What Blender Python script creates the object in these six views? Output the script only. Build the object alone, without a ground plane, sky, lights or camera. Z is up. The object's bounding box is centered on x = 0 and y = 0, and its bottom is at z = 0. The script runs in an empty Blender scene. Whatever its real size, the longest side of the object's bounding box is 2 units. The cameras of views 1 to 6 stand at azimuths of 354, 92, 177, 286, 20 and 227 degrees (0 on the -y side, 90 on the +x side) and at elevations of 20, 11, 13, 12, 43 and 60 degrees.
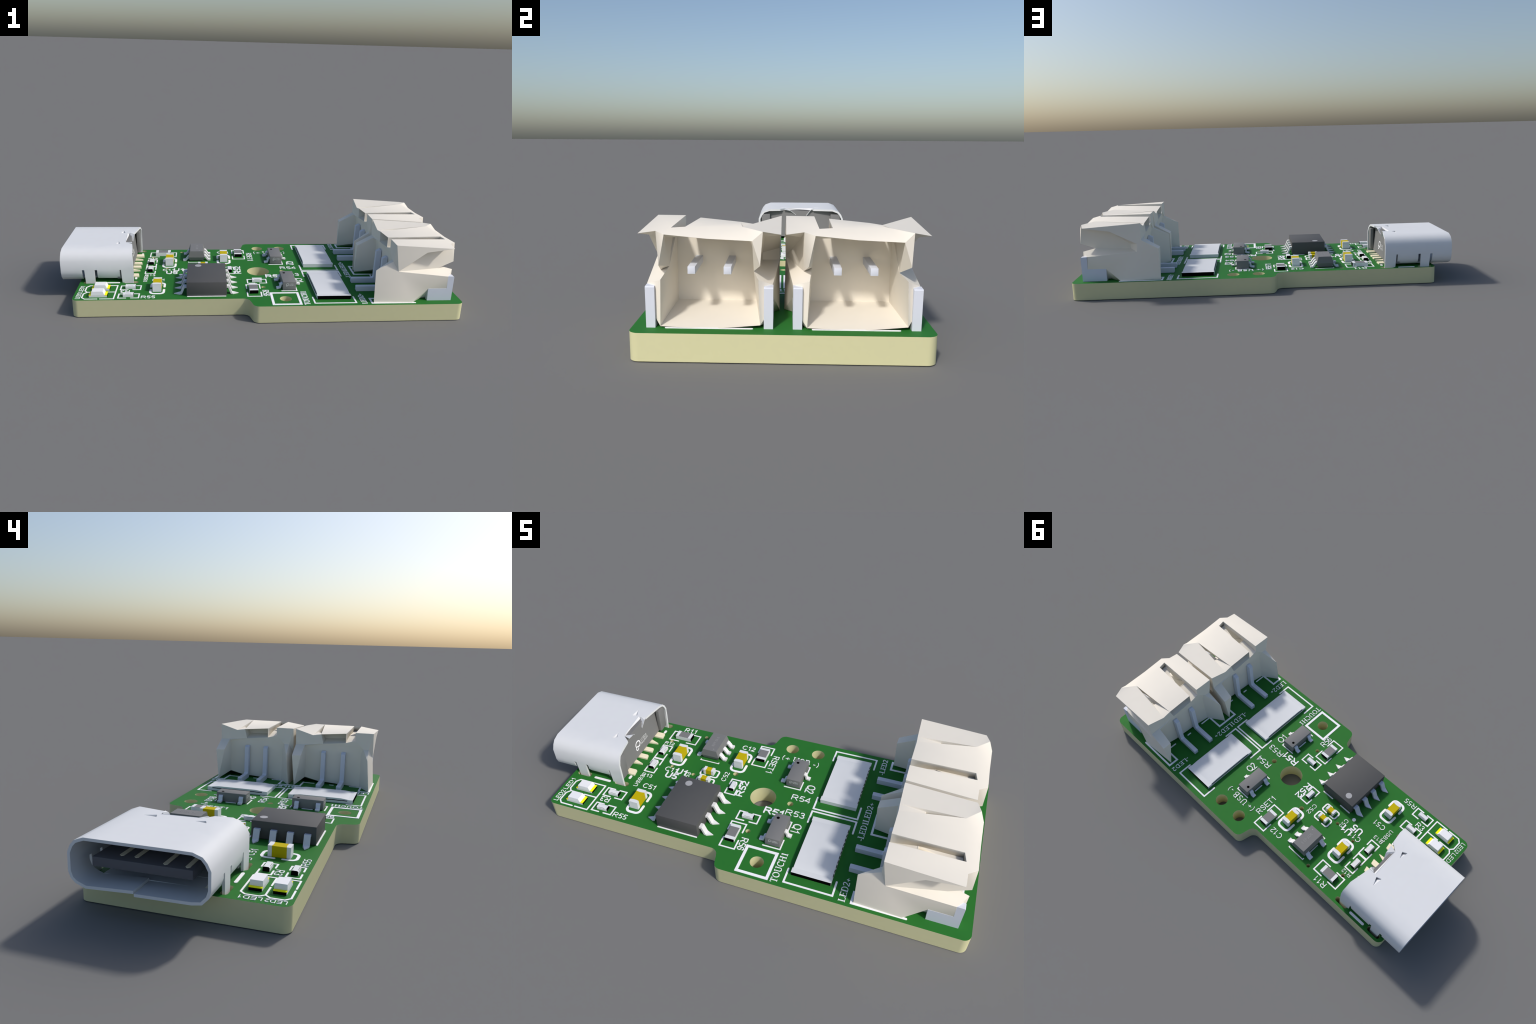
import bpy, bmesh, math
from mathutils import Vector, Matrix

# ------------------------------------------------------------------ basics
ZB = 0.0868                      # top of the laminate
scene = bpy.context.scene
coll = scene.collection


def material(name, rgb, rough=0.55, spec=0.25, vary=0.0, scale=60.0, bump=0.0):
    """Plain coloured surface with a little procedural grain."""
    m = bpy.data.materials.new(name)
    m.use_nodes = True
    nt = m.node_tree
    b = nt.nodes["Principled BSDF"]
    b.inputs["Roughness"].default_value = rough
    b.inputs["Specular IOR Level"].default_value = spec
    tc = nt.nodes.new("ShaderNodeTexCoord")
    nz = nt.nodes.new("ShaderNodeTexNoise")
    nz.inputs["Scale"].default_value = scale
    nz.inputs["Detail"].default_value = 3.0
    nt.links.new(tc.outputs["Object"], nz.inputs["Vector"])
    rp = nt.nodes.new("ShaderNodeValToRGB")
    lo = [c * (1.0 - vary) for c in rgb]
    hi = [min(1.0, c * (1.0 + vary)) for c in rgb]
    rp.color_ramp.elements[0].position = 0.35
    rp.color_ramp.elements[1].position = 0.65
    rp.color_ramp.elements[0].color = (*lo, 1)
    rp.color_ramp.elements[1].color = (*hi, 1)
    nt.links.new(nz.outputs["Fac"], rp.inputs["Fac"])
    nt.links.new(rp.outputs["Color"], b.inputs["Base Color"])
    if bump:
        bp = nt.nodes.new("ShaderNodeBump")
        bp.inputs["Strength"].default_value = bump
        bp.inputs["Distance"].default_value = 0.001
        nt.links.new(nz.outputs["Fac"], bp.inputs["Height"])
        nt.links.new(bp.outputs["Normal"], b.inputs["Normal"])
    return m


M_GREEN = material("green_solder_mask", (0.026, 0.174, 0.028), 0.6, 0.12, 0.01, 30)
M_CREAM = material("cream_laminate", (0.65, 0.635, 0.378), 0.7, 0.05, 0.006, 40)
M_INK = material("white_ink", (0.97, 0.96, 0.98), 0.7, 0.1)
M_INK_DIM = material("pale_mark_ink", (0.62, 0.62, 0.62), 0.7, 0.1)
M_STEEL = material("pale_steel", (0.755, 0.765, 0.775), 0.55, 0.15, 0.006, 25)
M_LEAD_SHADE = material("shaded_tin_lead", (0.66, 0.69, 0.79), 0.55, 0.2, 0.01, 40)  # lead metal with shade painted in: bluish tone for leads facing away from sun
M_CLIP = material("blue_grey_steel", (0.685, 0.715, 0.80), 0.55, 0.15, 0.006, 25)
M_LEAD_SUN = material("sunlit_tin_lead", (0.82, 0.81, 0.80), 0.55, 0.2, 0.01, 40)  # same lead metal, sunlight painted in as a lighter tone
M_HOUSE = material("ivory_plastic", (0.85, 0.795, 0.695), 0.6, 0.12, 0.005, 20)
M_CHIP = material("dark_chip_plastic", (0.097, 0.097, 0.097), 0.6, 0.15, 0.01, 50)
M_GREY = material("grey_chip_plastic", (0.205, 0.205, 0.204), 0.6, 0.15, 0.008, 50)
M_RGREY = material("grey_resistor_film", (0.215, 0.213, 0.213), 0.6, 0.15, 0.008, 50)
M_WHITE = material("white_ceramic", (0.80, 0.81, 0.82), 0.55, 0.15, 0.01, 60)
M_BLACK = material("black_fill", (0.003, 0.003, 0.003), 0.9, 0.0)  # black; on chip resistors and LEDs it stands in for missing end faces
M_YELLOW = material("yellow_ceramic", (0.565, 0.445, 0.005), 0.6, 0.06, 0.006, 60)
M_LEDYEL = material("bright_yellow_base", (0.95, 0.95, 0.01), 0.6, 0.1)
M_LENS = material("white_lens", (0.88, 0.88, 0.90), 0.45, 0.2)
M_GOLD = material("pale_gold_contact", (0.97, 0.88, 0.65), 0.55, 0.15)
M_DOT = material("pale_grey_dot", (0.40, 0.40, 0.41), 0.6, 0.15)
M_TONGUE = material("dark_tongue_plastic", (0.135, 0.135, 0.15), 0.6, 0.15, 0.01, 40)

root = bpy.data.objects.new("circuit_board", None)
root["label"] = "green printed circuit board with white connectors and tiny chips"
root["category"] = "circuit board"
coll.objects.link(root)


def new_obj(name, mesh, mats, parent=None, angle=35, loc=None):
    mesh.validate()
    if not mesh.materials:
        for m in mats:
            mesh.materials.append(m)
    if angle is not None:
        for p in mesh.polygons:
            p.use_smooth = True
        mesh.set_sharp_from_angle(angle=math.radians(angle))
    mesh.name = name
    o = bpy.data.objects.new(name, mesh)
    o.parent = parent or root
    if loc:
        o.location = loc
    coll.objects.link(o)
    return o


def part(name, loc=(0, 0, 0), parent=None):
    o = bpy.data.objects.new(name, None)
    o.parent = parent or root
    o.location = loc
    o.empty_display_size = 0.02
    coll.objects.link(o)
    return o


def mesh_from(verts, faces, mat_ids=None, fix=True):
    me = bpy.data.meshes.new("m")
    me.from_pydata([tuple(v) for v in verts], [], [tuple(f) for f in faces])
    if mat_ids:
        me.polygons.foreach_set("material_index", mat_ids)
    if fix:
        bm = bmesh.new()
        bm.from_mesh(me)
        bmesh.ops.remove_doubles(bm, verts=bm.verts, dist=1e-6)
        bmesh.ops.recalc_face_normals(bm, faces=bm.faces)
        bm.to_mesh(me)
        bm.free()
    return me


def box_mesh(x0, x1, y0, y1, z0, z1, bevel=0.0, ids=None, chamfer_top=0.0):
    """ids: material index per side in the order -x +x -y +y -z +z."""
    v = [(x, y, z) for z in (z0, z1) for y in (y0, y1) for x in (x0, x1)]
    f = [(0, 4, 6, 2), (1, 3, 7, 5), (0, 1, 5, 4), (2, 6, 7, 3), (0, 2, 3, 1), (4, 5, 7, 6)]
    me = mesh_from(v, f, ids)
    if bevel:
        bm = bmesh.new()
        bm.from_mesh(me)
        bmesh.ops.bevel(bm, geom=bm.edges[:], offset=bevel, segments=2, affect='EDGES', profile=0.5)
        bm.to_mesh(me)
        bm.free()
    return me


def prism_xz(profile, y0, y1):
    """Profile in x,z pushed along y."""
    n = len(profile)
    v = [(x, y0, z) for x, z in profile] + [(x, y1, z) for x, z in profile]
    f = [tuple(range(n)), tuple(range(2 * n - 1, n - 1, -1))]
    f += [(i, (i + 1) % n, n + (i + 1) % n, n + i) for i in range(n)]
    return mesh_from(v, f)


def prism_xy(outline, z0, z1):
    n = len(outline)
    v = [(x, y, z0) for x, y in outline] + [(x, y, z1) for x, y in outline]
    f = [tuple(range(n)), tuple(range(2 * n - 1, n - 1, -1))]
    f += [(i, (i + 1) % n, n + (i + 1) % n, n + i) for i in range(n)]
    return mesh_from(v, f)


def sweep(path, width, thick, axis='y', taper=None):
    """Bent strip: path in (u, z); width across the other axis; thickness along the path normal."""
    P = [Vector(p) for p in path]
    n = len(P)
    off = []
    for i in range(n):
        a = P[max(i - 1, 0)]
        b = P[min(i + 1, n - 1)]
        t = (b - a).normalized()
        off.append(Vector((-t.y, t.x)) * thick * 0.5)
    v, f = [], []
    for i in range(n):
        w = width * 0.5 * (taper[i] if taper else 1.0)
        for s, h in ((-1, -1), (1, -1), (1, 1), (-1, 1)):
            q = P[i] + off[i] * h
            v.append((q.x, s * w, q.y) if axis == 'y' else (s * w, q.x, q.y))
    for i in range(n - 1):
        a, b = 4 * i, 4 * i + 4
        for k in range(4):
            f.append((a + k, a + (k + 1) % 4, b + (k + 1) % 4, b + k))
    f.append((0, 1, 2, 3))
    e = 4 * (n - 1)
    f.append((e + 3, e + 2, e + 1, e))
    return mesh_from(v, f)


def arc(cx, cy, r, a0, a1, n):
    return [(cx + r * math.cos(math.radians(a0 + (a1 - a0) * i / n)),
             cy + r * math.sin(math.radians(a0 + (a1 - a0) * i / n))) for i in range(n + 1)]


# ------------------------------------------------------------------ laminate
VIAS = [(-0.5637, 0.2218, 0.0100), (-0.4060, 0.3070, 0.0098), (-0.4760, 0.0490, 0.0085),
        (-0.3530, 0.0310, 0.0090), (-0.1593, 0.1017, 0.0127), (0.0287, -0.2187, 0.0108),
        (0.1527, -0.0007, 0.0138)]
HOLES = [(0.0200, -0.0010, 0.0605), (0.0450, 0.3662, 0.0318), (0.1792, 0.3670, 0.0318),
         (0.1253, -0.3643, 0.0296)]
USB_Y = 0.0950
SLOTS = [(x, USB_Y + s * 0.2325) for x in (-0.8540, -0.6500) for s in (-1, 1)]


def outline():
    def side(W, N):
        return half_outline(W, N)
    return side(0.4500, 0.3545) + [(x, -y) for x, y in reversed(side(0.4502, 0.3570))]


def half_outline(W, N):
    half = arc(0.968, W - 0.032, 0.032, 0, 90, 8)
    half += arc(-0.010, W - 0.032, 0.032, 90, 170, 6)
    half += [(-0.0465, 0.402)]
    half += list(reversed(arc(-0.0860, N + 0.036, 0.036, -90, -18, 6)))
    half += arc(-0.880, N - 0.030, 0.030, 90, 180, 8)
    return half


def loops_to_curve(loops):
    cu = bpy.data.curves.new("outline", 'CURVE')
    cu.dimensions = '2D'
    cu.fill_mode = 'BOTH'
    for pts in loops:
        s = cu.splines.new('POLY')
        s.points.add(len(pts) - 1)
        for p, (x, y) in zip(s.points, pts):
            p.co = (x, y, 0, 1)
        s.use_cyclic_u = True
    return cu


def curve_mesh(cu):
    o = bpy.data.objects.new("tmp", cu)
    coll.objects.link(o)
    dg = bpy.context.evaluated_depsgraph_get()
    me = bpy.data.meshes.new_from_object(o.evaluated_get(dg))
    bpy.data.objects.remove(o)
    bpy.data.curves.remove(cu)
    return me


def build_board():
    loops = [outline()]
    for x, y, r in HOLES:
        loops.append(arc(x, y, r, 0, 360 * 39 / 40, 39))
    for x, y, r in VIAS:
        loops.append(arc(x, y, r, 0, 360 * 15 / 16, 15))
    for x, y in SLOTS:
        r, h = 0.0132, 0.0232
        loops.append(arc(x + h, y, r, -90, 90, 8) + arc(x - h, y, r, 90, 270, 8))
    cu = loops_to_curve(loops)
    cu.extrude = ZB / 2
    me = curve_mesh(cu)
    me.materials.clear()
    me.materials.append(M_GREEN)
    me.materials.append(M_CREAM)
    me.transform(Matrix.Translation((0, 0, ZB / 2)))
    bm = bmesh.new()
    bm.from_mesh(me)
    bmesh.ops.remove_doubles(bm, verts=bm.verts, dist=1e-6)
    for f in bm.faces:
        f.material_index = 0 if abs(f.normal.z) > 0.7 else 1
    bm.to_mesh(me)
    bm.free()
    return new_obj("board", me, [], angle=35)


board = build_board()

# ------------------------------------------------------------------ silkscreen
ink_level = [0]


def cut_convex(bm, faces, centre, poly):
    """Cut a convex (counter-clockwise) outline out of roughly level faces."""
    geom = set(faces)
    n = len(poly)
    cx, cy = centre
    for k in range(n):
        p, q = Vector(poly[k]), Vector(poly[(k + 1) % n])
        t = (q - p).normalized()
        g = list(geom) + list({e for f in geom for e in f.edges}) + list({v for f in geom for v in f.verts})
        res = bmesh.ops.bisect_plane(bm, geom=g, plane_co=Vector((p.x, p.y, 0)), plane_no=Vector((t.y, -t.x, 0)))
        geom = {x for x in res["geom"] if isinstance(x, bmesh.types.BMFace)}

    def inside(c):
        for k in range(n):
            p, q = Vector(poly[k]), Vector(poly[(k + 1) % n])
            if (q - p).x * (c.y - p.y) - (q - p).y * (c.x - p.x) < 0:
                return False
        return True
    dead = [f for f in geom if inside(f.calc_center_median())]
    bmesh.ops.delete(bm, geom=dead, context='FACES')


def punch(bm):
    """Cut the via holes out of flat ink."""
    for cx, cy, r in VIAS + HOLES:
        near = [f for f in bm.faces
                if min(v.co.x for v in f.verts) < cx + r and max(v.co.x for v in f.verts) > cx - r
                and min(v.co.y for v in f.verts) < cy + r and max(v.co.y for v in f.verts) > cy - r]
        if near:
            cut_convex(bm, near, (cx, cy), arc(cx, cy, r, 0, 337.5, 15))


def ink(name, verts, faces, parent=None, mat=None):
    """Thin printed layer: flat faces plus a skirt down into the laminate."""
    ink_level[0] += 1
    top = 0.0009 + 0.00004 * ink_level[0]
    bm = bmesh.new()
    vs = [bm.verts.new((v[0], v[1], ZB + top + (v[2] if len(v) > 2 else 0))) for v in verts]
    for f in faces:
        try:
            bm.faces.new([vs[i] for i in f])
        except ValueError:
            pass
    for f in bm.faces:
        f.normal_update()
        if f.normal.z < 0:
            f.normal_flip()
    punch(bm)
    edges = [e for e in bm.edges if len(e.link_faces) == 1]
    r = bmesh.ops.extrude_edge_only(bm, edges=edges)
    for v in r["geom"]:
        if isinstance(v, bmesh.types.BMVert):
            v.co.z = ZB - 0.0005
    me = bpy.data.meshes.new("ink")
    bm.to_mesh(me)
    bm.free()
    return new_obj(name, me, [mat or M_INK], parent, angle=None)


class Pen:
    """Collects flat strokes; every stroke sits a hair above the last so none are coplanar."""

    def __init__(self):
        self.v, self.f, self.k = [], [], 0

    def stroke(self, pts, w, closed=False, round_ends=True, widths=None):
        P = [Vector(p) for p in pts]
        n = len(P)
        z = self.k * 0.000012
        self.k += 1
        L, R = [], []
        for i in range(n):
            hw = (widths[i] if widths else w) * 0.5
            if closed:
                a, b = P[(i - 1) % n], P[(i + 1) % n]
            else:
                a, b = (P[i - 1] if i else None), (P[i + 1] if i < n - 1 else None)
            if a is None:
                t = (b - P[i]).normalized()
                nrm, s = Vector((-t.y, t.x)), 1.0
            elif b is None:
                t = (P[i] - a).normalized()
                nrm, s = Vector((-t.y, t.x)), 1.0
            else:
                t1, t2 = (P[i] - a).normalized(), (b - P[i]).normalized()
                n1, n2 = Vector((-t1.y, t1.x)), Vector((-t2.y, t2.x))
                nrm = (n1 + n2)
                nrm = nrm.normalized() if nrm.length > 1e-6 else n1
                s = min(1.0 / max(nrm.dot(n1), 0.3), 2.2)
            L.append(P[i] + nrm * hw * s)
            R.append(P[i] - nrm * hw * s)
        base = len(self.v)
        for l, r in zip(L, R):
            self.v += [(l.x, l.y, z), (r.x, r.y, z)]
        for i in range(n if closed else n - 1):
            j = (i + 1) % n
            self.f.append((base + 2 * i, base + 2 * i + 1, base + 2 * j + 1, base + 2 * j))
        if round_ends and not closed:
            for i, sgn in ((0, -1), (n - 1, 1)):
                hw = (widths[i] if widths else w) * 0.5
                t = ((P[1] - P[0]) if i == 0 else (P[-1] - P[-2])).normalized() * sgn
                nr = Vector((-t.y, t.x))
                ids = [base + 2 * i + (0 if sgn > 0 else 1)]
                for k in range(1, 5):
                    a = math.pi * (0.5 - k / 5)
                    q = P[i] + t * hw * math.cos(a) + nr * hw * math.sin(a)
                    ids.append(len(self.v))
                    self.v.append((q.x, q.y, z))
                ids.append(base + 2 * i + (1 if sgn > 0 else 0))
                self.f.append(tuple(ids))

    def disc(self, cx, cy, r):
        b = len(self.v)
        z = self.k * 0.000012
        self.k += 1
        self.v += [(x, y, z) for x, y in arc(cx, cy, r, 0, 345, 23)]
        self.f.append(tuple(range(b, b + 24)))

    def done(self, name, parent=None, mat=None):
        return ink(name, self.v, self.f, parent, mat)


def bracket_pair(x0, x1, y0, y1, g0, g1, w, along='x', r=0.0):
    """Two facing brackets round a component; the gap g0..g1 lies along the given axis.
    x0..y1 are the outer limits of the printed line."""
    h = w / 2
    x0, x1, y0, y1 = x0 + h, x1 - h, y0 + h, y1 - h
    g0, g1 = g0 - h, g1 + h

    def corner(cx, cy, sx, sy):
        if not r:
            return [(cx, cy)]
        a = {(-1, -1): 180, (1, -1): 270, (1, 1): 0, (-1, 1): 90}[(sx, sy)]
        return arc(cx - sx * r, cy - sy * r, r, a, a + 90, 6)
    p = Pen()
    if along == 'x':
        p.stroke([(g0, y1)] + corner(x0, y1, -1, 1) + corner(x0, y0, -1, -1) + [(g0, y0)], w)
        p.stroke([(g1, y0)] + corner(x1, y0, 1, -1) + corner(x1, y1, 1, 1) + [(g1, y1)], w)
    else:
        p.stroke([(x0, g0)] + corner(x0, y0, -1, -1) + corner(x1, y0, 1, -1) + [(x1, g0)], w)
        p.stroke([(x1, g1)] + corner(x1, y1, 1, 1) + corner(x0, y1, -1, 1) + [(x0, g1)], w)
    return p


silk = part("silkscreen")
RW = 0.0064
for spec in [
    (-0.6966, -0.5917, -0.2388, -0.1824, -0.6531, -0.6347, RW, 'x', 0),     # R3
    (-0.6966, -0.5915, -0.3384, -0.2828, -0.6530, -0.6348, RW, 'x', 0),     # R55
    (-0.5940, -0.5375, 0.0772, 0.1835, 0.1225, 0.1403, RW, 'y', 0),         # R12
    (-0.5938, -0.5362, -0.0270, 0.0790, 0.0145, 0.0330, RW, 'y', 0),        # R13
    (-0.5872, -0.4345, 0.2290, 0.3032, -0.5301, -0.4915, RW, 'x', 0),       # R11
    (-0.1138, -0.0390, 0.1862, 0.3385, 0.2427, 0.2804, RW, 'y', 0),         # RSET
    (-0.0627, 0.0128, -0.3355, -0.1830, -0.2793, -0.2394, RW, 'y', 0),      # R56
    (-0.0522, 0.0530, -0.1705, -0.1138, -0.0090, 0.0110, RW, 'x', 0),       # R51
    (-0.1643, -0.1090, -0.0376, 0.0657, 0.0035, 0.0242, RW, 'y', 0),        # R52
    (-0.5490, -0.4710, -0.2932, -0.1488, -0.2327, -0.2110, 0.0118, 'y', 0.020),   # C51
    (-0.5072, -0.4284, 0.0605, 0.2058, 0.1235, 0.1418, 0.0118, 'y', 0.020),       # C11
    (-0.2040, -0.1245, 0.1130, 0.2590, 0.1765, 0.1945, 0.0118, 'y', 0.020),       # C12
    (-0.3290, -0.2333, 0.0392, 0.0935, -0.2918, -0.2737, 0.0075, 'x', 0.010),     # C52
    (-0.3285, -0.2338, -0.0212, 0.0308, -0.2918, -0.2737, 0.0075, 'x', 0.010),    # C53
    (0.2570, 0.4692, 0.0015, 0.4238, 0.0827, 0.3440, 0.0078, 'y', 0),       # sense resistor
    (0.2572, 0.4692, -0.4262, -0.0075, -0.3485, -0.0865, 0.0078, 'y', 0),
]:
    bracket_pair(*spec).done("silkscreen_outline", silk)

p = Pen()        # LED outlines
w = 0.0062
p.stroke([(-0.778, -0.1815), (-0.7130, -0.1815), (-0.7130, -0.3430), (-0.778, -0.3430)], w)
p.stroke([(-0.7775, -0.2618), (-0.7150, -0.2618)], w)
p.stroke([(-0.7775, -0.1815), (-0.850, -0.1815), (-0.8645, -0.199), (-0.8645, -0.246), (-0.852, -0.262), (-0.792, -0.262)], w)
p.stroke([(-0.8525, -0.2635), (-0.8660, -0.280), (-0.8660, -0.327), (-0.850, -0.3430), (-0.792, -0.3430)], w)
p.done("silkscreen_outline", silk)

p = Pen()        # socket marks
p.stroke([(-0.790, -0.1448), (-0.713, -0.1448)], 0.0125)
p.stroke([(-0.792, 0.3346), (-0.715, 0.3346)], 0.0125)
p.stroke([(-0.6318, -0.094), (-0.6318, -0.082)], 0.0125)
p.stroke([(-0.6312, 0.2705), (-0.6312, 0.2825)], 0.0125)
p.done("silkscreen_outline", silk)

p = Pen()        # five lead regulator
w = 0.0046
p.stroke([(-0.3635, 0.1480), (-0.3635, 0.1403), (-0.2678, 0.1403), (-0.2678, 0.1480)], w, round_ends=False)
p.stroke([(-0.2667, 0.2970), (-0.2667, 0.3035), (-0.3635, 0.3035), (-0.3635, 0.2945)], w, round_ends=False)
p.stroke([(-0.3635, 0.194), (-0.3635, 0.249)], w)
p.done("silkscreen_outline", silk)

p = Pen()        # eight lead chip
p.stroke([(-0.3570, -0.3262), (-0.1700, -0.3262)], 0.0065)
p.stroke([(-0.3555, -0.0568), (-0.2935, -0.0568)], 0.0065)
p.stroke([(-0.2360, -0.0568), (-0.1730, -0.0568)], 0.0065)
p.disc(-0.4000, -0.0447, 0.0098)
p.done("silkscreen_outline", silk)

Q_SHIFT = (-0.0265, 0.3685)
for dx, dy in ((0, 0), Q_SHIFT):
    p = Pen()
    w = 0.0058
    p.stroke([(0.1170 + dx, -0.2708 + dy), (0.1945 + dx, -0.2708 + dy), (0.1945 + dx, -0.2165 + dy)], w)
    p.stroke([(0.1945 + dx, -0.1560 + dy), (0.1945 + dx, -0.1075 + dy), (0.1170 + dx, -0.1075 + dy)], w)
    p.stroke([(0.1165 + dx, -0.1650 + dy), (0.1165 + dx, -0.2130 + dy)], w)
    p.done("silkscreen_outline", silk)

p = Pen()        # touch pad frame
h = 0.0062
p.stroke([(0.0520 + h, -0.2903 - h), (0.1978 - h, -0.2903 - h), (0.1978 - h, -0.4365 + h), (0.0520 + h, -0.4365 + h)], 2 * h, closed=True)
p.done("silkscreen_outline", silk)

CONN_Y = (-0.2180, 0.2182)
p = Pen()        # connector marks
w = 0.0095
for s in (-1, 1):
    p.stroke([(0.640, s * 0.3762), (0.5430, s * 0.3762), (0.5430, s * 0.4300), (0.7570, s * 0.4300)], w)
p.stroke([(0.640, -0.0592), (0.5430, -0.0592), (0.5430, 0.0592), (0.640, 0.0592)], w)
for c in CONN_Y:
    p.stroke([(0.9495, c - 0.1275), (0.9495, c + 0.1275)], 0.0075)
    p.stroke([(0.6260, c - 0.0095), (0.6260, c + 0.0095)], 0.0070)
    for s in (-1, 1):
        p.stroke([(0.6300, c + s * 0.0985), (0.6300, c + s * 0.150)], 0.0070)
p.done("silkscreen_outline", silk)


# ---- lettering
def ring(cx, cy, rx, ry, a0, a1, n=12):
    return [(cx + rx * math.cos(math.radians(a0 + (a1 - a0) * i / n)),
             cy + ry * math.sin(math.radians(a0 + (a1 - a0) * i / n))) for i in range(n + 1)]


# plain letters as single pen lines in a unit-high cell: (advance, [points, ...])
SANS = {
    'R': (0.74, [[(0.10, 0), (0.10, 1)], [(0.10, 0.95), (0.40, 0.95)] + ring(0.42, 0.715, 0.19, 0.235, 88, -88, 8) + [(0.10, 0.48)], [(0.36, 0.48), (0.66, 0)]]),
    'C': (0.74, [ring(0.39, 0.5, 0.31, 0.45, 38, 322, 16)]),
    'U': (0.74, [[(0.11, 1), (0.11, 0.34)] + ring(0.36, 0.32, 0.25, 0.27, 180, 360, 10) + [(0.61, 1)]]),
    'L': (0.60, [[(0.11, 1), (0.11, 0.05), (0.54, 0.05)]]),
    'E': (0.70, [[(0.63, 0.05), (0.11, 0.05), (0.11, 0.95), (0.61, 0.95)], [(0.11, 0.52), (0.57, 0.52)]]),
    'D': (0.75, [[(0.11, 0.05), (0.11, 0.95), (0.34, 0.95)] + ring(0.34, 0.5, 0.31, 0.45, 86, -86, 10) + [(0.34, 0.05), (0.06, 0.05)]]),
    'S': (0.70, [[(0.57, 0.74)] + ring(0.34, 0.73, 0.22, 0.22, 35, 190, 8) + [(0.20, 0.58), (0.48, 0.46)] + ring(0.34, 0.27, 0.25, 0.22, 25, -165, 9)]),
    'B': (0.70, [[(0.11, 0.05), (0.11, 0.95), (0.36, 0.95)] + ring(0.37, 0.735, 0.18, 0.215, 86, -86, 7) + [(0.12, 0.52)],
                 [(0.36, 0.52)] + ring(0.39, 0.285, 0.20, 0.235, 84, -86, 7) + [(0.06, 0.05)]]),
    'T': (0.64, [[(0.02, 0.95), (0.60, 0.95)], [(0.31, 0.92), (0.31, 0)]]),
    'Q': (0.80, [ring(0.40, 0.53, 0.33, 0.43, 0, 352, 20), [(0.46, 0.26), (0.70, 0.0)]]),
    '1': (0.56, [[(0.12, 0.72), (0.24, 0.80), (0.34, 0.97), (0.34, 0)]]),
    '2': (0.57, [ring(0.28, 0.72, 0.19, 0.23, 170, -30, 9) + [(0.06, 0.05), (0.52, 0.05)]]),
    '3': (0.57, [ring(0.27, 0.74, 0.17, 0.21, 160, -75, 9) + [(0.22, 0.53)], ring(0.27, 0.28, 0.20, 0.235, 88, -162, 10)]),
    '4': (0.57, [[(0.40, 0), (0.40, 0.95), (0.05, 0.31), (0.52, 0.29)]]),
    '5': (0.57, [[(0.50, 0.94), (0.16, 0.94), (0.10, 0.54)] + ring(0.27, 0.305, 0.22, 0.255, 98, -128, 11)]),
    '6': (0.57, [[(0.47, 0.78)] + ring(0.28, 0.62, 0.20, 0.33, 55, 170, 7) + ring(0.28, 0.32, 0.20, 0.27, 178, 508, 14)]),
}


def sans(text, x, y, ang, width, height, bold=False):
    w = (0.175 if bold else 0.108) * height
    total, last = 0.0, 0.0
    cells = []
    lo, hi = 9.0, -9.0
    for ch in text:
        adv, lines = SANS[ch]
        for ln in lines:
            q = [(total + a, b) for a, b in ln]
            lo = min(lo, min(a for a, _ in q))
            hi = max(hi, max(a for a, _ in q))
            cells.append(q)
        total += adv
    kx = (width - w) / (hi - lo)
    ky = (height - w * 0.4) if bold else height
    ca, sa = math.cos(math.radians(ang)), math.sin(math.radians(ang))
    p = Pen()
    for q in cells:
        pts = []
        for a, b in q:
            u, v = (a - lo) * kx + w / 2, b * ky + (w * 0.2 if bold else 0)
            pts.append((x + u * ca - v * sa, y + u * sa + v * ca))
        p.stroke(pts, w, round_ends=bold)
    p.done("silkscreen_text", silk)


for t in [
    ("LED2", -0.8745, -0.3385, 90, 0.0700, 0.0215), ("LED1", -0.8745, -0.2605, 90, 0.0735, 0.0215),
    ("USB3", -0.5710, -0.1340, 90, 0.0780, 0.0205), ("R3", -0.6455, -0.2425, 180, 0.0455, 0.0300),
    ("R55", -0.5835, -0.3402, 0, 0.0690, 0.0282), ("C51", -0.5460, -0.1300, 0, 0.0630, 0.0292),
    ("R13", -0.5885, -0.0595, 0, 0.0530, 0.0208), ("R12", -0.5925, 0.1898, 0, 0.0525, 0.0208),
    ("R11", -0.5385, 0.3118, 0, 0.0630, 0.0302), ("C11", -0.5005, 0.0108, 0, 0.0620, 0.0288),
    ("U1", -0.4400, 0.0092, 0, 0.0515, 0.0352, True), ("U5", -0.4798, -0.0318, 0, 0.0620, 0.0390, True),
    ("C53", -0.3655, -0.0197, 90, 0.0552, 0.0232), ("C52", -0.1882, 0.0345, 90, 0.0640, 0.0235),
    ("R52", -0.0757, -0.0340, 90, 0.1045, 0.0335, True), ("C12", -0.2000, 0.2808, 0, 0.0690, 0.0302),
    ("RSET1", -0.0275, 0.2832, -90, 0.1220, 0.0312),
    ("Q2", 0.1905, 0.1440, -90, 0.0545, 0.0425), ("Q1", 0.2040, -0.1095, -90, 0.0495, 0.0405),
    ("R54", 0.1455, 0.0275, 0, 0.0905, 0.0338), ("R53", 0.1490, -0.0715, 0, 0.0885, 0.0335),
    ("R51", 0.0520, -0.0930, 0, 0.0900, 0.0385, True), ("R56", 0.0175, -0.2612, -90, 0.0682, 0.0322),
]:
    sans(*t)

# serif letters as pen strokes in a unit-high cell: (advance, [(points, width), ...])
TH, TN = 0.125, 0.055


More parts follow.
